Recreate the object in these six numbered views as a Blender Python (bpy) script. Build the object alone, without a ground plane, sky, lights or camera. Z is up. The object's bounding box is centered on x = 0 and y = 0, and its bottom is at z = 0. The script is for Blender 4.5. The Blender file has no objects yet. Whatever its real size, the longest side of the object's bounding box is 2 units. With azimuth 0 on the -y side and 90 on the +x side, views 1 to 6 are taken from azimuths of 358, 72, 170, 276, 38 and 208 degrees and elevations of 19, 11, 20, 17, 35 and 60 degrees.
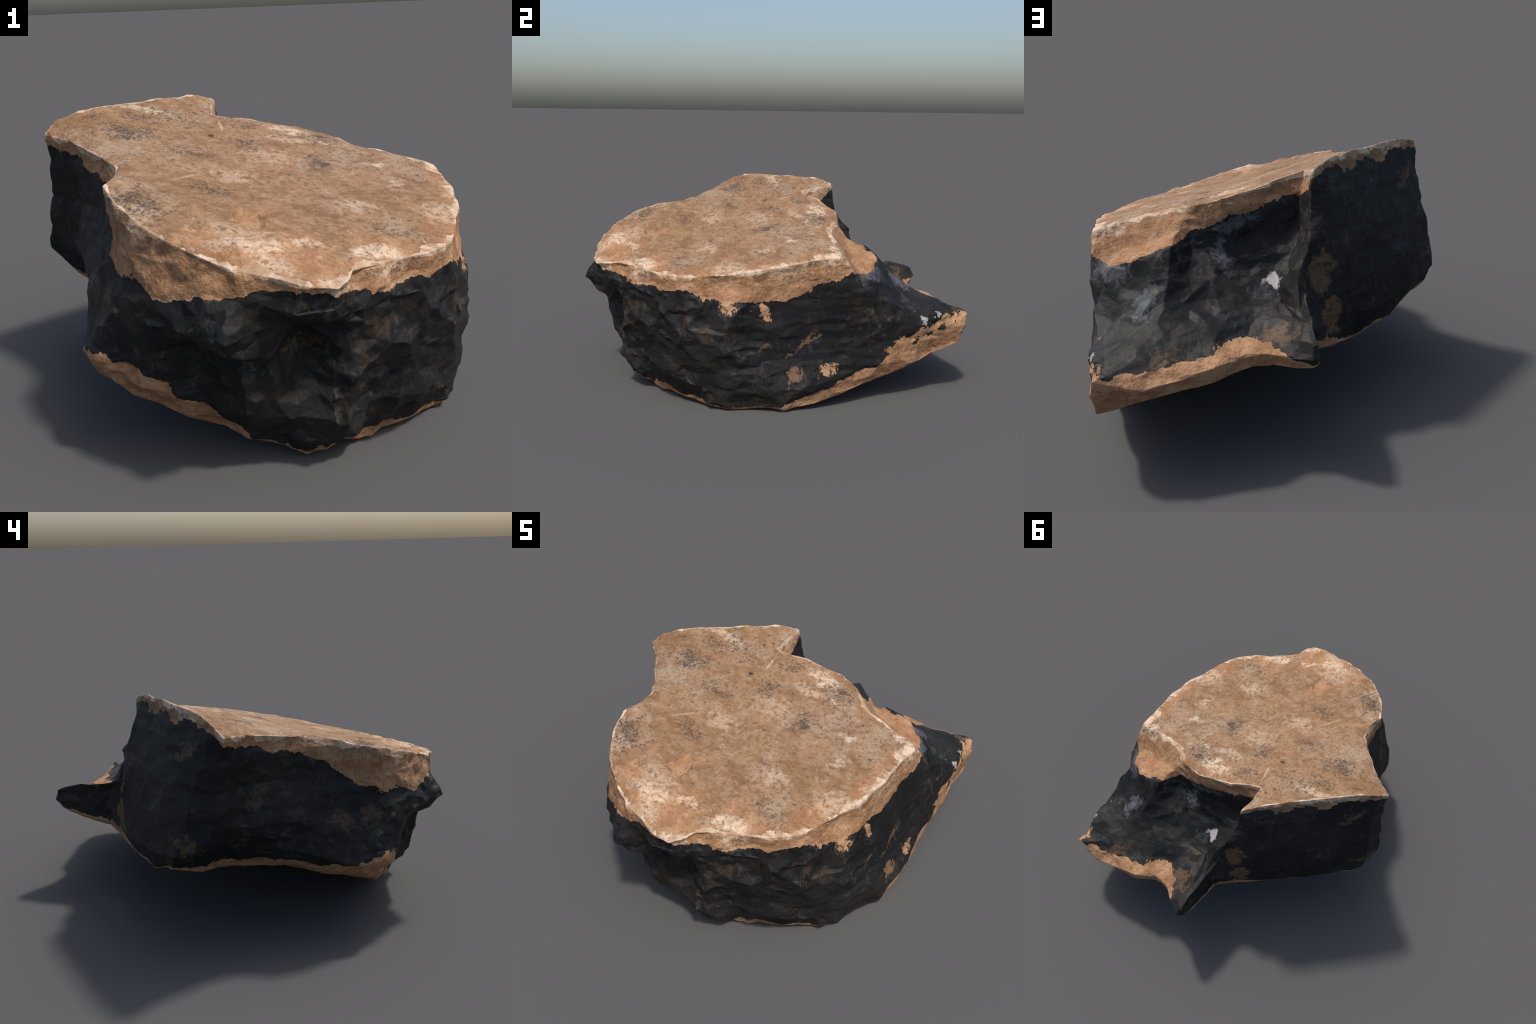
import bpy, math
import numpy as np
from mathutils import kdtree

RNG = np.random.default_rng(11)
FACETS = 9500

# ------------------------------------------------------------------ noise
def _hash(i, j, k, seed):
    h = (i.astype(np.int64) * 374761393 + j.astype(np.int64) * 668265263
         + k.astype(np.int64) * 2147483647 + seed * 974634777) & 0xFFFFFFFF
    h = ((h ^ (h >> 13)) * 1274126177) & 0xFFFFFFFF
    h = ((h ^ (h >> 15)) * 2246822519) & 0xFFFFFFFF
    return (h ^ (h >> 16)) / 4294967295.0

def value_noise(p, seed=0):
    f = np.floor(p); d = p - f; f = f.astype(np.int64)
    w = d * d * d * (d * (d * 6 - 15) + 10)
    out = 0
    for a in (0, 1):
        for b in (0, 1):
            for c in (0, 1):
                ww = ((w[:, 0] if a else 1 - w[:, 0]) * (w[:, 1] if b else 1 - w[:, 1])
                      * (w[:, 2] if c else 1 - w[:, 2]))
                out = out + ww * _hash(f[:, 0] + a, f[:, 1] + b, f[:, 2] + c, seed)
    return out * 2 - 1

def fbm(p, scale, octaves=4, seed=0, gain=.5):
    out = np.zeros(len(p)); amp = 1; tot = 0
    for o in range(octaves):
        out += amp * value_noise(p * scale + 17.3 * o, seed + o); tot += amp
        amp *= gain; scale *= 2.03
    return out / tot

def worley(p, scale, seed=0):
    """distance to the nearest and second nearest cell point"""
    q = p * scale
    f = np.floor(q).astype(np.int64)
    d1 = np.full(len(p), 9.0); d2 = np.full(len(p), 9.0)
    for a in (-1, 0, 1):
        for b in (-1, 0, 1):
            for c in (-1, 0, 1):
                i, j, k = f[:, 0] + a, f[:, 1] + b, f[:, 2] + c
                dx = i + _hash(i, j, k, seed) - q[:, 0]
                dy = j + _hash(i, j, k, seed + 101) - q[:, 1]
                dz = k + _hash(i, j, k, seed + 202) - q[:, 2]
                d = np.sqrt(dx * dx + dy * dy + dz * dz)
                n = d < d1
                d2 = np.where(n, d1, np.minimum(d2, d)); d1 = np.where(n, d, d1)
    return d1, d2

def scars(p, scale, seed):
    """conchoidal flake scars: shallow bowls that meet in sharp ridges"""
    w = p + .35 / scale * np.stack([fbm(p, scale * .8, 2, seed + s) for s in (5, 6, 7)], 1)
    d1, d2 = worley(w, scale, seed)
    return np.minimum(d1, 1.0) ** 2 - .35

def smooth(a, b, x):
    t = np.clip((x - a) / (b - a), 0, 1)
    return t * t * (3 - 2 * t)

# ------------------------------------------------------------------ shape
# The rock is a slab between two tilted crust planes.  Its flank is a loft
# through upright profiles, each running from the upper rim to the lower rim.
# Every profile: points, then how far down (0-1) the upper crust reaches and
# where the lower crust starts.
PROFILES = []
def profile(upper, lower, *pts):
    PROFILES.append((np.array(pts, float), upper, lower))

def west_flank():
    profile(.05, .97, (-.772, -.03, .985), (-.775, .0, .80), (-.80, .02, .63), (-.828, .06, .52), (-.735, .11, .385))
    profile(.06, .93, (-.65, -.12, .965), (-.645, -.09, .75), (-.69, -.07, .56), (-.62, -.03, .46), (-.56, .02, .335))
    profile(.10, .88, (-.465, -.345, .915), (-.515, -.325, .74), (-.62, -.27, .56), (-.625, -.27, .445), (-.54, -.23, .335))
    profile(.15, .86, (-.465, -.45, .905), (-.505, -.445, .74), (-.58, -.44, .56), (-.605, -.46, .385), (-.53, -.44, .30))
    profile(.28, .75, (-.485, -.53, .888), (-.475, -.54, .74), (-.55, -.535, .52), (-.605, -.59, .36), (-.51, -.62, .27))
    profile(.31, .70, (-.43, -.655, .862), (-.43, -.68, .72), (-.485, -.70, .5), (-.54, -.71, .37), (-.44, -.67, .235))

def south_flank():
    # an overhanging ledge, a knob, then a tongue of crust over a hollow
    profile(.26, .73, (-.32, -.79, .803), (-.32, -.84, .65), (-.34, -.85, .55), (-.37, -.78, .45), (-.35, -.735, .28), (-.29, -.67, .155))
    profile(.16, .82, (-.18, -.885, .76), (-.19, -.92, .64), (-.20, -.93, .54), (-.22, -.745, .44), (-.20, -.75, .22), (-.14, -.67, .085))
    profile(.17, .96, (-.09, -.92, .73), (-.11, -.935, .64), (-.125, -.995, .535), (-.09, -.88, .42), (-.07, -.85, .2), (-.05, -.71, .05))
    profile(.06, .97, (.01, -.935, .71), (.0, -.945, .61), (.0, -.91, .55), (.01, -.85, .44), (.03, -.83, .2), (.06, -.71, .03))
    profile(.05, .98, (.12, -.97, .685), (.11, -.965, .59), (.10, -.87, .545), (.10, -.735, .43), (.09, -.83, .2), (.12, -.745, .014))
    profile(.10, .98, (.20, -.955, .675), (.20, -.935, .585), (.185, -.84, .51), (.19, -.80, .4), (.20, -.85, .19), (.19, -.73, .014))
    profile(.14, .96, (.26, -.84, .685), (.26, -.83, .58), (.26, -.82, .48), (.25, -.83, .33), (.25, -.80, .15), (.25, -.67, .018))
    profile(.10, .92, (.40, -.74, .675), (.42, -.755, .5), (.39, -.75, .35), (.37, -.70, .15), (.35, -.61, .02))
    profile(.10, .94, (.50, -.685, .668), (.52, -.68, .5), (.535, -.68, .35), (.52, -.63, .15), (.52, -.54, .012))
    profile(.12, .98, (.615, -.585, .67), (.65, -.585, .5), (.67, -.56, .33), (.66, -.51, .12), (.66, -.44, .01))

def east_flank():
    profile(.18, .98, (.675, -.435, .684), (.71, -.42, .5), (.745, -.39, .3), (.735, -.34, .1), (.715, -.28, .01))
    profile(.20, .95, (.725, -.28, .70), (.74, -.26, .5), (.77, -.22, .3), (.805, -.18, .11), (.785, -.13, .01))
    profile(.20, .88, (.755, -.13, .725), (.755, -.10, .5), (.77, -.05, .3), (.83, .0, .13), (.80, .05, .03))
    profile(.14, .82, (.755, .03, .75), (.76, .07, .52), (.77, .15, .32), (.805, .20, .16), (.785, .26, .085))
    profile(.17, .80, (.76, .165, .758), (.785, .215, .65), (.78, .27, .47), (.78, .36, .32), (.787, .38, .2), (.765, .40, .115))
    profile(.18, .77, (.735, .195, .77), (.765, .25, .69), (.785, .30, .585), (.785, .37, .45), (.785, .42, .3), (.785, .45, .2), (.77, .47, .135))

def shelf_flank():
    # a scooped terrace under the rim, a broken wall, then a shelf that runs
    # out to a wedge-shaped tip and a small tail
    profile(.33, .85, (.645, .195, .795), (.65, .30, .695), (.69, .40, .675), (.735, .415, .575), (.78, .46, .51), (.785, .54, .3), (.77, .57, .17))
    profile(.30, .86, (.55, .215, .82), (.57, .32, .728), (.595, .455, .722), (.635, .50, .59), (.69, .55, .495), (.787, .645, .44), (.785, .68, .32), (.765, .70, .215))
    profile(.29, .82, (.45, .235, .845), (.48, .34, .755), (.53, .47, .735), (.515, .57, .625), (.63, .70, .51), (.778, .79, .46), (.785, .82, .36), (.78, .80, .25))
    profile(.25, .86, (.39, .285, .865), (.42, .36, .79), (.44, .46, .76), (.46, .53, .675), (.48, .60, .60), (.53, .74, .505), (.64, .855, .45), (.778, .905, .43), (.77, .86, .275))
    profile(.14, .78, (.335, .335, .88), (.364, .36, .79), (.36, .395, .70), (.38, .53, .62), (.38, .60, .56), (.43, .75, .50), (.56, .875, .435), (.62, .945, .385), (.60, .92, .325))
    profile(.125, .80, (.22, .37, .91), (.23, .385, .83), (.235, .40, .69), (.238, .475, .625), (.22, .59, .555), (.23, .625, .545), (.28, .765, .47), (.345, .915, .425), (.345, .915, .375))
    profile(.12, .82, (.125, .358, .93), (.14, .38, .85), (.15, .395, .73), (.135, .465, .63), (.125, .54, .57), (.13, .61, .525), (.13, .635, .53), (.18, .74, .475), (.235, .855, .435), (.235, .865, .385))
    profile(.11, .83, (.03, .345, .95), (.05, .365, .87), (.06, .395, .75), (.035, .47, .64), (.033, .52, .59), (.02, .60, .515), (.03, .635, .525), (.10, .80, .485), (.14, .89, .455), (.14, .885, .40))
    profile(.12, .97, (-.08, .305, .972), (-.05, .345, .90), (-.04, .41, .75), (-.03, .48, .66), (.0, .595, .61), (-.015, .71, .51), (-.01, .88, .54), (-.006, .98, .52), (-.006, 1.02, .46), (-.015, .985, .41))
    profile(.11, .98, (-.145, .295, .985), (-.12, .33, .90), (-.10, .37, .80), (-.07, .46, .70), (-.035, .60, .675), (-.025, .72, .51), (-.035, .89, .55), (-.035, .985, .515), (-.045, 1.0, .455), (-.05, .94, .405))

def back_flank():
    profile(.06, .98, (-.14, .485, 1.03), (-.125, .495, .93), (-.105, .525, .83), (-.085, .605, .76), (-.085, .595, .67), (-.075, .61, .58), (-.05, .66, .50), (-.05, .72, .44), (-.07, .70, .345))
    profile(.05, .97, (-.20, .44, 1.055), (-.205, .515, .86), (-.205, .565, .68), (-.19, .59, .5), (-.165, .615, .31))
    profile(.05, .97, (-.32, .34, 1.06), (-.34, .435, .80), (-.347, .495, .55), (-.35, .505, .4), (-.33, .475, .28))
    profile(.05, .97, (-.51, .195, 1.06), (-.538, .298, .78), (-.557, .35, .55), (-.555, .36, .4), (-.52, .35, .30))
    profile(.05, .97, (-.64, .09, 1.055), (-.665, .178, .80), (-.695, .24, .58), (-.70, .26, .45), (-.65, .255, .365))
    profile(.05, .97, (-.735, .02, 1.025), (-.752, .095, .80), (-.778, .155, .58), (-.785, .205, .47), (-.73, .225, .39))

def upper_plane(x, y):
    # tilted plane with a shallow dish worn into its middle
    dish = .021 * np.exp(-((x - .0) ** 2 + (y + .28) ** 2) / .38 ** 2) - .003 - .008 * smooth(-.45, -.75, y)
    return .870 - (.1945 * (x - .072) - .1801 * (y + .080)) / .9642 - dish

def resample(pts, t):
    u = np.linspace(0, 1, len(pts))
    return np.stack([np.interp(t, u, pts[:, a]) for a in range(3)], 1)

def loft():
    """dense grid of flank + upper and lower caps; returns verts, quads, and per
    vertex: station along the rim, depth down the flank (<0 upper cap, >1 lower cap)"""
    west_flank(); south_flank(); east_flank(); shelf_flank(); back_flank()
    NT = 100
    t = np.linspace(0, 1, NT)
    cols = np.array([resample(p, t) for p, u, l in PROFILES])
    n = len(cols)
    rows, S = [], []
    for i in range(n):
        a, b = cols[i], cols[(i + 1) % n]
        k = max(4, int(np.linalg.norm(a - b, axis=1).max() / .008))
        for j in range(k):
            f = j / k
            rows.append(a * (1 - f) + b * f); S.append(i + f)
    G = np.array(rows); S = np.array(S)
    for it in range(3):                       # soften the loft's own creases a little
        L = .25 * (np.roll(G, 1, 0) + np.roll(G, -1, 0)) + .5 * G
        M = L.copy(); M[:, 1:-1] = .25 * (L[:, 2:] + L[:, :-2]) + .5 * L[:, 1:-1]
        G = M
    m = len(G)
    verts = [G.reshape(-1, 3)]
    s = [np.repeat(S, NT)]; tt = [np.tile(t, m)]
    quads = []
    idx = np.arange(m * NT).reshape(m, NT)
    a = idx; b = np.roll(idx, -1, 0)
    quads.append(np.stack([a[:, :-1], a[:, 1:], b[:, 1:], b[:, :-1]], -1).reshape(-1, 4))
    base = m * NT
    def cap(rim_idx, rim, centre, zfun, tsign, flip, rings=75):
        nonlocal base
        prev = rim_idx
        for r in range(1, rings):
            f = r / rings
            q = rim * (1 - f) + centre * f
            if tsign > 0:                     # the underside sags a little below a straight cone
                q[:, 2] = np.maximum(rim[:, 2] * (1 - f) + centre[2] * f
                                     - .006 * (1 - np.exp(-f / .08)) * (1 - f), .012)
            if tsign < 0:
                off = rim[:, 2] - zfun(rim[:, 0], rim[:, 1])
                q[:, 2] = zfun(q[:, 0], q[:, 1]) + off * np.exp(-np.linalg.norm(q[:, :2] - rim[:, :2], axis=1) / .09)
            verts.append(q); s.append(S.copy())
            tt.append(np.full(m, -f if tsign < 0 else 1 + f))
            cur = base + np.arange(m); base += m
            A, B, C, D = prev, np.roll(prev, -1), np.roll(cur, -1), cur
            quads.append(np.stack([A, B, C, D] if not flip else [D, C, B, A], -1)); prev = cur
        verts.append(np.array([centre])); s.append(np.array([0.])); tt.append(np.array([-1. if tsign < 0 else 2.]))
        c = base; base += 1
        A, B = prev, np.roll(prev, -1)
        tri = np.stack([A, B, np.full(m, c), np.full(m, -1)], -1)
        if flip: tri = tri[:, [1, 0, 2, 3]]
        quads.append(tri)
    cu = np.array([-.3, -.1, float(upper_plane(-.3, -.1))])
    cap(idx[:, 0], G[:, 0], cu, upper_plane, -1, False)
    cl = np.array([.05, .05, .17])
    cap(idx[:, -1], G[:, -1], cl, None, 1, True)
    return np.concatenate(verts), np.concatenate(quads), np.concatenate(s), np.concatenate(tt)

def to_mesh(name, verts, faces):
    me = bpy.data.meshes.new(name)
    size = (faces >= 0).sum(1)
    loops = faces[faces >= 0]
    me.vertices.add(len(verts)); me.vertices.foreach_set("co", np.ascontiguousarray(verts, np.float32).ravel())
    me.loops.add(len(loops)); me.loops.foreach_set("vertex_index", loops.astype(np.int32))
    me.polygons.add(len(faces))
    me.polygons.foreach_set("loop_start", np.concatenate([[0], np.cumsum(size)[:-1]]).astype(np.int32))
    me.update(calc_edges=True)
    return me

def vertex_normals(me):
    n = np.empty(len(me.vertices) * 3); me.vertices.foreach_get("co", n)
    co = n.reshape(-1, 3).copy()
    me.calc_loop_triangles()
    tr = np.empty(len(me.loop_triangles) * 3, np.int32); me.loop_triangles.foreach_get("vertices", tr)
    tr = tr.reshape(-1, 3)
    return co, tr, normals_of(co, tr)

def normals_of(co, tr):
    fn = np.cross(co[tr[:, 1]] - co[tr[:, 0]], co[tr[:, 2]] - co[tr[:, 0]])
    vn = np.zeros_like(co)
    for a in range(3):
        np.add.at(vn, tr[:, a], fn)
    return vn / np.maximum(np.linalg.norm(vn, axis=1, keepdims=True), 1e-12)

def relax(co, tr, times, amount):
    e = np.concatenate([tr[:, [0, 1]], tr[:, [1, 2]], tr[:, [2, 0]]])
    e = np.concatenate([e, e[:, ::-1]])
    cnt = np.bincount(e[:, 0], minlength=len(co))[:, None]
    amount = np.asarray(amount).reshape(-1, 1) if np.ndim(amount) else amount
    for i in range(times):
        acc = np.stack([np.bincount(e[:, 0], co[e[:, 1], a], len(co)) for a in range(3)], 1)
        co = co + amount * (acc / np.maximum(cnt, 1) - co)
    return co

def station_curve(s, pairs):
    """piecewise linear function of the station round the rock"""
    n = len(PROFILES)
    x = [p[0] for p in pairs]; y = [p[1] for p in pairs]
    return np.interp(s, x + [x[0] + n], y + [y[0]])

def apply_modifiers(me, build):
    ob = bpy.data.objects.new("shaping", me)
    bpy.context.scene.collection.objects.link(ob)
    build(ob)
    dg = bpy.context.evaluated_depsgraph_get()
    out = bpy.data.meshes.new_from_object(ob.evaluated_get(dg))
    bpy.data.objects.remove(ob)
    return out

def build_shape():
    V, Q, S, T = loft()
    me = to_mesh("slab", V, Q)
    co, tr, vn = vertex_normals(me)
    side = smooth(-.03, .06, T) * (1 - smooth(.97, 1.05, T))
    top = 1 - smooth(-.05, .02, T)
    under = smooth(.98, 1.05, T)
    # how roughly each stretch of the flank is flaked
    rough = station_curve(S, [(0, .4), (3, .5), (6, .9), (8, 1.1), (14, 1.0), (16, .75), (18, .25), (22, .25), (23, .55), (31, .5), (33, .25), (35, .12)])
    crust = side * (1 - smooth(.1, .4, T))
    h = side * rough * (.035 * scars(co, 3.2, 3) + .042 * scars(co, 6.2, 9) * (.6 + .8 * smooth(-.3, .4, fbm(co, 2.5, 2, 23))) + .010 * scars(co, 14, 25))
    streak = np.stack([co[:, 0] * 3, co[:, 1] * 3, co[:, 2] * 14], 1)
    h += side * .006 * fbm(streak, 2.2, 3, 33)
    h += top * (.006 * fbm(co, 6, 3, 41) + .003 * scars(co, 14, 43))
    # flaky, chewed band along the front edge of the upper face
    front = top * smooth(-.45, -.75, co[:, 1] + .25 * co[:, 0] + .06 * fbm(co, 6, 2, 55))
    h += front * (.016 * fbm(co, 11, 3, 51) + .022 * scars(co, 8, 52) + .002)
    chip = np.hypot((co[:, 0] + .03) / .05, (co[:, 1] + .62) / .075) + .5 * fbm(co, 14, 3, 57)
    h -= top * .012 * smooth(1.15, .85, chip)
    edge = np.exp(-(T / .05) ** 2)
    h += edge * (.010 * fbm(co, 13, 4, 58, .6) - .001)
    h += under * (.02 * fbm(co, 4, 3, 61) + .012 * scars(co, 7, 62))
    co = co + vn * h[:, None]
    me.vertices.foreach_set("co", co.ravel()); me.update()
    # knapped facets: collapse the dense skin to flat triangles, tilt those a
    # little where the flint is flaked, then refine for colour borders and grain
    goal = FACETS / len(tr)
    def mods(ob):
        d = ob.modifiers.new("facets", 'DECIMATE'); d.ratio = goal; d.use_collapse_triangulate = True
    low = apply_modifiers(me, mods)
    P, tr2, n2 = vertex_normals(low)
    kd = kdtree.KDTree(len(co))
    for i, c in enumerate(co): kd.insert(c, i)
    kd.balance()
    near = np.array([kd.find(c)[1] for c in P])
    s, t = S[near], T[near]
    flake = (rough * side)[near] * smooth(.02, .25, t) * smooth(.99, .9, t)
    P = P + n2 * (flake * RNG.uniform(-.006, .006, len(P)))[:, None]
    up = station_curve(s, [(i, p[1]) for i, p in enumerate(PROFILES)])
    dn = station_curve(s, [(i, p[2]) for i, p in enumerate(PROFILES)])
    A = np.concatenate([P, np.stack([up - t, t - dn, t, flake], 1)], 1)
    A, tr2 = refine(A, tr2, .0075)
    return A, tr2

def refine(A, tr, longest):
    """split every edge longer than the limit, carrying all vertex values along"""
    while True:
        e = np.sort(np.concatenate([tr[:, [0, 1]], tr[:, [1, 2]], tr[:, [2, 0]]]), 1).astype(np.int64)
        code, inv = np.unique(e[:, 0] << 32 | e[:, 1], return_inverse=True)
        ue = np.stack([code >> 32, code & 0xFFFFFFFF], 1)
        inv = inv.reshape(3, -1).T
        cut = np.linalg.norm(A[ue[:, 0], :3] - A[ue[:, 1], :3], axis=1) > longest
        if not cut.any(): return A, tr
        mid = np.full(len(ue), -1); mid[cut] = len(A) + np.arange(cut.sum())
        A = np.concatenate([A, .5 * (A[ue[cut, 0]] + A[ue[cut, 1]])])
        m = mid[inv]; k = (m >= 0).sum(1)
        out = [tr[k == 0]]
        for i in range(3):                     # turn each triangle so that the cut edges come first
            a, b, c = tr[:, i], tr[:, (i + 1) % 3], tr[:, (i + 2) % 3]
            x, y, z = m[:, i], m[:, (i + 1) % 3], m[:, (i + 2) % 3]
            w = (k == 1) & (x >= 0)
            out += [np.stack([a, x, c], 1)[w], np.stack([x, b, c], 1)[w]]
            w = (k == 2) & (x >= 0) & (y >= 0)
            out += [np.stack([x, b, y], 1)[w], np.stack([a, x, y], 1)[w], np.stack([a, y, c], 1)[w]]
            if i == 0:
                w = k == 3
                out += [np.stack(q, 1)[w] for q in ((a, x, z), (x, b, y), (z, y, c), (x, y, z))]
        tr = np.concatenate(out)

def split_by(P, tr, field, extra):
    """cut triangles along the zero line of a field; extra: per-vertex arrays carried along"""
    f = np.where(np.abs(field) < 1e-4, 1e-4, field)
    pos = f > 0
    mixed = pos[tr].any(1) & ~pos[tr].all(1)
    keep = tr[~mixed]; cut = tr[mixed]
    newP, newE, cache, out = [], [[] for _ in extra], {}, []
    nP = len(P)
    def mid(a, b):
        k = (a, b) if a < b else (b, a)
        if k not in cache:
            u = f[a] / (f[a] - f[b]); u = min(max(u, .04), .96)
            cache[k] = nP + len(newP)
            newP.append(P[a] * (1 - u) + P[b] * u)
            for E, x in zip(newE, extra): E.append(x[a] * (1 - u) + x[b] * u)
        return cache[k]
    side = []
    for a, b, c in cut.tolist():
        while pos[a] == pos[b] or pos[a] == pos[c]:
            a, b, c = b, c, a
        m1, m2 = mid(a, b), mid(a, c)
        out += [(a, m1, m2), (m1, b, c), (m1, c, m2)]
        side += [pos[a], pos[b], pos[b]]
    P2 = np.concatenate([P, np.array(newP).reshape(-1, P.shape[1])])
    ex = [np.concatenate([x, np.array(E).reshape((-1,) + x.shape[1:])]) for x, E in zip(extra, newE)]
    tr2 = np.concatenate([keep, np.array(out, np.int64).reshape(-1, 3)])
    lab = np.concatenate([pos[keep[:, 0]], np.array(side, bool)])
    return P2, tr2, lab, ex

# ------------------------------------------------------------------ materials
class Nodes:
    def __init__(self, name):
        self.mat = bpy.data.materials.new(name); self.mat.use_nodes = True
        self.t = self.mat.node_tree
        self.bsdf = self.t.nodes["Principled BSDF"]
        self.co = self.t.nodes.new("ShaderNodeTexCoord").outputs["Object"]
        self.warped = None
    def link(self, a, b):
        if isinstance(a, (int, float)): b.default_value = a
        elif isinstance(a, tuple): b.default_value = a if len(a) == len(b.default_value) else (*a, 1)
        else: self.t.links.new(a, b)
    def new(self, kind, **props):
        n = self.t.nodes.new("ShaderNode" + kind)
        for k, v in props.items(): setattr(n, k, v)
        return n
    def math(self, op, a, b=0., clamp=False):
        n = self.new("Math", operation=op, use_clamp=clamp)
        self.link(a, n.inputs[0]); self.link(b, n.inputs[1]); return n.outputs[0]
    def mapped(self, loc=(0, 0, 0), rot=(0, 0, 0), scale=(1, 1, 1), kind='POINT', vec=None):
        n = self.new("Mapping", vector_type=kind)
        self.link(vec or self.co, n.inputs["Vector"])
        n.inputs["Location"].default_value = loc
        n.inputs["Rotation"].default_value = [math.radians(a) for a in rot]
        n.inputs["Scale"].default_value = scale
        return n.outputs[0]
    def noise(self, scale, detail=4, rough=.55, dist=0., vec=None, kind='FBM'):
        n = self.new("TexNoise", noise_type=kind)
        self.link(vec or self.co, n.inputs["Vector"])
        n.inputs["Scale"].default_value = scale; n.inputs["Detail"].default_value = detail
        n.inputs["Roughness"].default_value = rough; n.inputs["Distortion"].default_value = dist
        return n.outputs[0]
    def step(self, x, lo, hi, out=1.):
        n = self.new("MapRange", interpolation_type='SMOOTHSTEP')
        self.link(x, n.inputs[0]); n.inputs[1].default_value = lo; n.inputs[2].default_value = hi
        n.inputs[3].default_value = 0.; n.inputs[4].default_value = out
        return n.outputs[0]
    def mix(self, f, a, b):
        n = self.new("Mix", data_type='RGBA')
        self.link(f, n.inputs[0]); self.link(a, n.inputs[6]); self.link(b, n.inputs[7]); return n.outputs[2]
    def spot(self, at, size, rot=(0, 0, 0), ragged=None, soft=.35, amount=1., crisp=False):
        """an ellipsoid patch with a ragged border"""
        if self.warped is None:
            n = self.new("TexNoise"); self.link(self.co, n.inputs["Vector"])
            n.inputs["Scale"].default_value = 9; n.inputs["Detail"].default_value = 6; n.inputs["Roughness"].default_value = .72
            m = self.new("VectorMath", operation='MULTIPLY_ADD')
            self.link(n.outputs["Color"], m.inputs[0]); m.inputs[1].default_value = (.22,) * 3; m.inputs[2].default_value = (-.11,) * 3
            p = self.new("VectorMath", operation='ADD')
            self.link(m.outputs[0], p.inputs[0]); self.link(self.co, p.inputs[1]); self.warped = p.outputs[0]
        v = self.mapped(at, rot, size if isinstance(size, tuple) else (size,) * 3, 'TEXTURE', None if crisp else self.warped)
        n = self.new("VectorMath", operation='LENGTH'); self.link(v, n.inputs[0])
        d = n.outputs["Value"]
        if ragged is not None: d = self.math('ADD', d, ragged)
        return self.step(d, 1 + soft * .5, 1 - soft * .5, amount)
    def any(self, masks):
        out = masks[0]
        for m in masks[1:]: out = self.math('MAXIMUM', out, m)
        return out
    def finish(self, colour, rough, bumps, spec=.3):
        self.link(colour, self.bsdf.inputs["Base Color"]); self.link(rough, self.bsdf.inputs["Roughness"])
        self.bsdf.inputs["Specular IOR Level"].default_value = spec
        prev = None
        for h, dist, strength in bumps:
            b = self.new("Bump"); b.inputs["Distance"].default_value = dist; b.inputs["Strength"].default_value = strength
            self.link(h, b.inputs["Height"])
            if prev: self.link(prev, b.inputs["Normal"])
            prev = b.outputs[0]
        if prev: self.link(prev, self.bsdf.inputs["Normal"])
        return self.mat

def centred(N, x, gain):
    return N.math('MULTIPLY', N.math('SUBTRACT', x, .5), gain)

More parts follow.
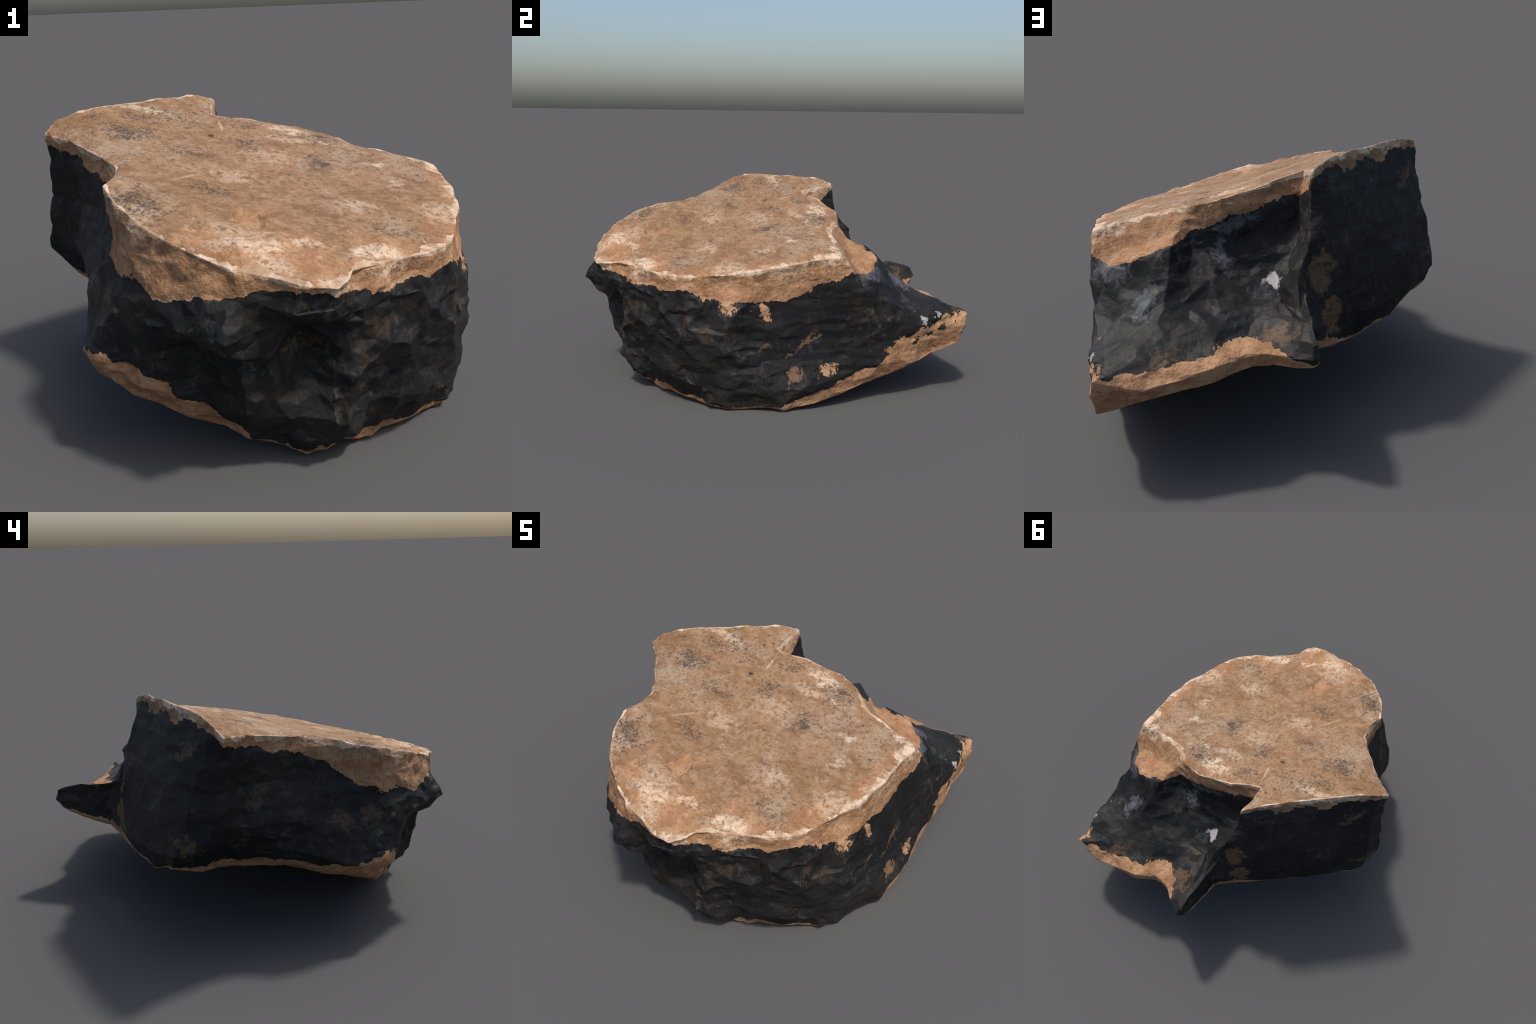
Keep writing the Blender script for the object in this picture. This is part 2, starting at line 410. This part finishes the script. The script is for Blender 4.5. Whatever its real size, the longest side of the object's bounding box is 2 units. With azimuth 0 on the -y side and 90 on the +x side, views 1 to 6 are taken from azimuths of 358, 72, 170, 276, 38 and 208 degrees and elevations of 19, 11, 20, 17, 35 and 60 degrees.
def crust_material():
    N = Nodes("limestone_crust")
    broad, mid, fine = N.noise(3.2, 5, .6), N.noise(11, 6, .65, .4), N.noise(46, 5, .65)
    streaky = N.noise(9, 6, .68, .6, N.mapped(rot=(0, 0, 25), scale=(.8, 1.25, 1)))
    grain = N.noise(120, 3, .7)
    ragged = centred(N, N.noise(16, 5, .7, .5), 2.6)
    ragged_fine = centred(N, N.noise(38, 4, .7, .5), 3.4)
    # the worn upper face: brown tan with pale grey clouds
    face = N.mix(N.step(streaky, .34, .66), (.235, .128, .062), (.355, .210, .114))
    face = N.mix(N.step(N.math('ADD', centred(N, mid, .9), broad), .48, .74, .8), face, (.385, .275, .185))
    face = N.mix(N.step(fine, .49, .68, .7), face, (.160, .080, .037))
    face = N.mix(N.step(N.noise(27, 6, .75, .8), .52, .68, .6), face, (.47, .345, .235))
    # below the face: fresh orange-tan limestone
    fresh = N.mix(N.step(mid, .35, .66), (.31, .155, .074), (.45, .26, .138))
    fresh = N.mix(N.step(fine, .50, .68, .65), fresh, (.20, .092, .040))
    fresh = N.mix(N.step(N.noise(21, 6, .72, .6), .55, .70, .45), fresh, (.60, .42, .27))
    d = N.new("VectorMath", operation='DOT_PRODUCT'); N.link(N.co, d.inputs[0]); d.inputs[1].default_value = (.1945, -.1801, .9642)
    level = d.outputs["Value"]                         # height along the slab's own upright
    here = .1945 * .072 + .1801 * .080 + .9642 * .870
    below = N.step(N.math('ADD', level, centred(N, mid, .05)), here - .030, here - .050)
    chewed = N.any([N.spot(c, r, ragged=ragged, soft=.5) for c, r in [
        ((-.03, -.62, .79), (.055, .075, .08)), ((.02, -.86, .73), (.26, .10, .2)), ((.25, -.86, .69), (.16, .10, .2)),
        ((.42, -.67, .69), (.16, .10, .15)), ((.60, -.52, .68), (.06, .16, .2)), ((.71, -.2, .7), (.035, .30, .2)),
        ((-.17, -.81, .78), (.10, .08, .1)), ((.08, -.72, .75), (.13, .05, .1)), ((.58, .32, .74), (.16, .10, .12)), ((.1, .35, .93), (.12, .04, .1))]])
    col = N.mix(N.math('MAXIMUM', below, chewed), face, fresh)
    # bleached patches
    pale = N.any([N.spot(c, r, ragged=ragged, soft=.95, amount=a) for c, r, a in [
        ((.735, .15, .77), (.045, .09, .06), 1.), ((.665, .205, .80), (.05, .035, .05), .8), ((.349, -.735, .69), (.07, .055, .06), 1.),
        ((.205, -.925, .68), (.07, .04, .05), .95), ((-.065, -.82, .76), (.12, .045, .06), .8), ((.02, -.895, .73), (.06, .035, .05), .75),
        ((.137, -.74, .735), (.06, .03, .05), .7), ((.165, .265, .915), (.10, .035, .05), .85), ((-.07, -.73, .78), (.11, .07, .06), .4),
        ((.147, .16, .90), (.09, .04, .05), .45), ((.478, .007, .80), (.035, .025, .05), .75), ((.322, .183, .87), (.022, .022, .04), .85),
        ((.529, -.154, .76), (.035, .03, .05), .6), ((.08, -.045, .875), (.11, .06, .06), .35), ((-.05, -.27, .86), (.12, .05, .06), .35),
        ((.36, -.385, .755), (.07, .04, .05), .4), ((.625, -.36, .70), (.05, .08, .06), .45), ((.74, -.13, .72), (.03, .10, .05), .5),
        ((-.36, -.72, .83), (.05, .12, .06), .4), ((-.50, .19, 1.05), (.36, .025, .06), .6)]])
    lines = N.any([N.spot((-.112, .185, .96), (.007, .045, .04), (0, 0, 8), centred(N, fine, 1.6), 1.1, .4, True),
                   N.spot((-.238, -.350, .885), (.006, .06, .04), (0, 0, -38), centred(N, fine, 1.6), 1.1, .35, True)])
    col = N.mix(N.math('MAXIMUM', N.math('MULTIPLY', pale, N.step(fine, .68, .42, .88)), lines), col, (.74, .575, .42))
    # dark mineral specks: dense in smudges, thin elsewhere
    smudge = N.any([N.spot(c, r, ragged=ragged, soft=1.6, amount=a) for c, r, a in [
        ((.248, -.054, .84), .055, 1.), ((-.452, -.043, .98), (.12, .06, .1), 1.), ((-.43, .098, 1.0), (.06, .05, .1), .8),
        ((-.363, -.621, .86), (.08, .10, .1), .9), ((-.155, -.418, .855), (.06, .05, .1), .9), ((-.012, .04, .91), (.06, .05, .1), .8),
        ((-.002, .233, .94), (.06, .04, .1), .8), ((-.623, .053, 1.03), (.07, .03, .1), .6), ((.441, -.605, .70), (.12, .05, .1), .8),
        ((.313, .248, .88), (.09, .06, .1), .8), ((-.226, -.131, .92), (.10, .05, .1), .7), ((.33, -.69, .70), .028, .8),
        ((-.226, -.828, .79), (.04, .04, .06), .9), ((.40, -.57, .71), (.06, .05, .08), .6), ((.44, .03, .81), (.05, .08, .1), .45), ((-.3, .16, .98), (.16, .08, .1), .6)]])
    speck = N.noise(72, 5, .75, .8)
    thick = N.math('ADD', speck, N.math('MULTIPLY', smudge, .17))
    thick = N.math('ADD', thick, centred(N, broad, .16))
    upface = N.math('SUBTRACT', 1., N.math('MULTIPLY', N.math('MAXIMUM', below, chewed), .55))
    dark = N.math('MULTIPLY', N.step(thick, .565, .72), N.math('MULTIPLY', upface, .85))
    dots = N.math('MULTIPLY', N.step(N.noise(36, 4, .65, .6), .59, .68), N.step(N.math('ADD', broad, N.math('MULTIPLY', smudge, .3)), .42, .58))
    dark = N.math('MAXIMUM', dark, N.math('MULTIPLY', dots, N.math('MULTIPLY', upface, .8)))
    dot = N.spot((-.150, .066, .94), .012, ragged=centred(N, fine, 1.5), soft=.4, crisp=True)
    col = N.mix(N.math('MAXIMUM', dark, dot), col, (.045, .040, .036))
    col = N.mix(N.step(grain, .45, .75, .25), col, (.14, .075, .038))
    rough = .82
    return N.finish(col, rough, [(mid, .025, .6), (fine, .012, .8), (grain, .002, .5)], .25)

def rim_material():
    N = Nodes("bleached_rim")
    mid, fine, grain = N.noise(14, 5, .65, .5), N.noise(46, 5, .65), N.noise(120, 3, .7)
    col = N.mix(N.step(mid, .38, .62), (.40, .255, .150), (.64, .49, .355))
    col = N.mix(N.step(fine, .52, .72, .5), col, (.27, .15, .078))
    return N.finish(col, .8, [(mid, .02, .4), (fine, .010, .7), (grain, .002, .5)], .25)

def flint_material():
    N = Nodes("dark_flint")
    broad, mid, fine = N.noise(3.5, 4, .6, .5), N.noise(10, 5, .6, .6), N.noise(42, 5, .65, .4)
    ragged = centred(N, N.noise(17, 5, .7, .6), 2.6)
    ragged_fine = centred(N, N.noise(45, 4, .7, .4), 2.4)
    vein = N.math('ABSOLUTE', N.math('SUBTRACT', N.noise(3.2, 4, .55, 1.6), .5))
    vein2 = N.math('ABSOLUTE', N.math('SUBTRACT', N.noise(5.1, 3, .5, .8, N.mapped((3, 1, 2), (20, 30, 0), (1, 1, .5))), .5))
    upright = N.noise(1, 5, .6, .3, N.mapped(rot=(6, -8, 0), scale=(34, 34, 3.5)))
    col = N.mix(N.step(broad, .40, .66), (.0100, .0100, .0104), (.0200, .0182, .0160))
    # smoky blue-grey wisps
    wisp = N.math('MULTIPLY', N.step(mid, .52, .72), N.step(fine, .42, .70))
    col = N.mix(N.math('MULTIPLY', wisp, .75), col, (.070, .074, .082))
    # brownish translucent flecks
    flecks = N.math('MULTIPLY', N.step(N.noise(7, 5, .65, 1.), .60, .70), N.step(fine, .40, .60))
    col = N.mix(N.math('MULTIPLY', flecks, .55), col, (.105, .070, .042))
    col = N.mix(N.step(upright, .60, .74, .16), col, (.040, .046, .060))
    # grey-lilac chalcedony patches on the broken wall and shelf
    grey = N.any([N.spot(c, r, rot, ragged, .5, a) for c, r, rot, a in [
        ((.24, .425, .65), (.035, .05, .12), (0, 0, 0), .9), ((.17, .39, .81), (.11, .04, .035), (0, 12, 0), .8),
        ((.57, .60, .59), (.09, .05, .05), (0, 20, 40), .9), ((.72, .37, .645), (.08, .09, .05), (0, 0, 0), .8),
        ((.66, .46, .66), (.06, .05, .04), (0, 0, 0), .6), ((.10, .56, .56), (.04, .04, .03), (0, 0, 0), .45), ((.69, .60, .52), (.05, .035, .03), (0, 0, 0), .4)]])
    col = N.mix(N.math('MULTIPLY', grey, N.step(fine, .25, .60)), col, (.098, .101, .112))
    white = N.any([N.spot((.035, .50, .585), (.040, .05, .032), ragged=ragged, soft=.6, amount=.85), N.spot((.785, .637, .409), (.03, .022, .022), ragged=ragged_fine, soft=.5, amount=.7),
                   N.spot((.785, .73, .443), (.03, .022, .022), ragged=ragged_fine, soft=.5, amount=.7), N.spot((.785, .10, .19), (.03, .02, .018), ragged=ragged_fine, soft=.5, amount=.8)])
    col = N.mix(white, col, (.50, .47, .45))
    # tan limestone inclusions: islands and bands low on the east side, stains on the back
    tan = N.any([N.spot(c, r, rot, ragged_fine, .35, a) for c, r, rot, a in [
        ((.785, .11, .195), (.05, .055, .030), (25, 0, 0), 1.), ((.785, -.07, .185), (.05, .055, .018), (35, 0, 0), .4),
        ((.785, -.005, .335), (.05, .10, .012), (22, 0, 0), .3), ((.77, -.22, .33), (.06, .035, .016), (30, 0, 0), .22),
        ((.785, .685, .362), (.05, .16, .020), (22, 0, 0), 1.), ((.785, .525, .300), (.05, .055, .018), (20, 0, 0), .95),
        ((.785, .47, .262), (.05, .03, .012), (20, 0, 0), .7), ((.785, .83, .405), (.05, .06, .03), (22, 0, 0), 1.), ((.785, .04, .615), (.05, .03, .02), (35, 0, 0), .8),
        ((.70, -.39, .535), (.06, .04, .05), (0, 0, 0), 1.), ((.75, -.215, .51), (.06, .035, .045), (0, 0, 0), 1.)]])
    col = N.mix(tan, col, (.40, .235, .125))
    stain = N.any([N.spot(c, r, rot, ragged, .5, a) for c, r, rot, a in [
        ((-.145, .585, .62), (.06, .06, .075), (0, 0, 0), .8), ((-.19, .605, .42), (.045, .06, .12), (0, 0, 0), .85),
        ((.535, .84, .45), (.04, .05, .04), (0, 0, 0), .45), ((.46, .82, .465), (.03, .05, .05), (0, 0, 0), .4), ((.09, .79, .50), (.06, .05, .05), (0, 0, 0), .55), ((.06, .84, .48), (.04, .06, .05), (0, 0, 0), .5),
        ((-.60, .12, .88), (.10, .07, .022), (0, 25, 0), .6), ((-.64, .03, .73), (.06, .05, .04), (0, 0, 0), .3), ((-.60, -.13, .68), (.06, .05, .05), (0, 0, 0), .3),
        ((-.55, -.50, .55), (.08, .06, .04), (0, 0, 0), .3), ((-.78, .14, .52), (.05, .06, .035), (0, 0, 0), .45), ((-.50, -.65, .55), (.05, .06, .06), (0, 0, 0), .35), ((-.39, -.69, .545), (.06, .06, .05), (0, 0, 0), .35),
        ((.34, -.77, .48), (.06, .06, .03), (0, 0, 0), .2), ((.30, -.78, .39), (.05, .06, .03), (0, 0, 0), .2), ((.64, -.60, .48), (.04, .06, .04), (0, 0, 0), .2), ((.66, -.48, .40), (.05, .05, .03), (0, 0, 0), .2), ((.10, -.78, .44), (.08, .06, .03), (0, 0, 0), .3)]])
    col = N.mix(N.math('MULTIPLY', stain, N.step(fine, .28, .55)), col, (.165, .098, .050))
    hair = N.math('MULTIPLY', N.math('MAXIMUM', N.step(vein, .012, .0), N.step(vein2, .008, .0)), N.step(mid, .40, .60))
    col = N.mix(N.math('MULTIPLY', hair, .3), col, (.105, .085, .066))
    return N.finish(col, .56, [(mid, .02, .3), (fine, .004, .4)], .2)

def main():
    A, tr = build_shape()
    P = A[:, :3]; fu, fd, t, flake = A[:, 3:].T
    P = relax(P, tr, 1, .35 * (1 - .8 * np.clip(flake, 0, 1)))
    # fine grain: rough limestone, striped flint
    vn = normals_of(P, tr)
    limy = np.maximum(smooth(-.03, .03, fu), smooth(-.03, .03, fd))
    P = P + vn * (limy * (.0022 * fbm(P, 28, 4, 81, .65)) + (1 - limy) * .0012 * fbm(P, 30, 3, 82))[:, None]
    print("raw extents", P.min(0), P.max(0))
    P[:, 2] = np.maximum(P[:, 2], .002)
    fray = fbm(P, 8, 6, 71, .72)
    fu = fu + .065 * fray * smooth(-.02, .05, t)
    fd = fd + .085 * fray * smooth(1.05, .95, t)
    vn = normals_of(P, tr)
    # the bleached, broken line along the upper edge
    fr = .40 - np.where(t < 0, -t / .04, t / .04) + 1.5 * fbm(P, 10, 5, 91, .65)
    P, tr, isup, (vn, fd, fr) = split_by(P, tr, fu, [vn, fd, fr])
    up_tr, rest = tr[isup], tr[~isup]
    P2, tr2, isdn, (vn2, fr) = split_by(P, rest, fd, [vn, fr])
    P2, up_tr, isrim, (vn2,) = split_by(P2, up_tr, fr, [vn2])
    groups = {"upper_crust": (up_tr[~isrim], MAT_CRUST), "worn_rim": (up_tr[isrim], MAT_RIM), "flint_core": (tr2[~isdn], MAT_FLINT), "lower_crust": (tr2[isdn], MAT_CRUST)}
    root = bpy.data.objects.new("flint_rock", None)
    bpy.context.scene.collection.objects.link(root)
    root["label"] = "dark flint slab with tan limestone crust on both faces"
    root["category"] = "rock"
    for name, (faces, mat) in groups.items():
        ids, inv = np.unique(faces, return_inverse=True)
        me = to_mesh(name, P2[ids], inv.reshape(-1, 3))
        me.polygons.foreach_set("use_smooth", np.ones(len(me.polygons), bool))
        nn = vn2[ids]; nn /= np.linalg.norm(nn, axis=1, keepdims=True)
        me.normals_split_custom_set_from_vertices(nn.tolist())
        me.materials.append(mat)
        ob = bpy.data.objects.new(name, me)
        ob.parent = root
        bpy.context.scene.collection.objects.link(ob)

MAT_CRUST = crust_material()
MAT_FLINT = flint_material()
MAT_RIM = rim_material()
main()
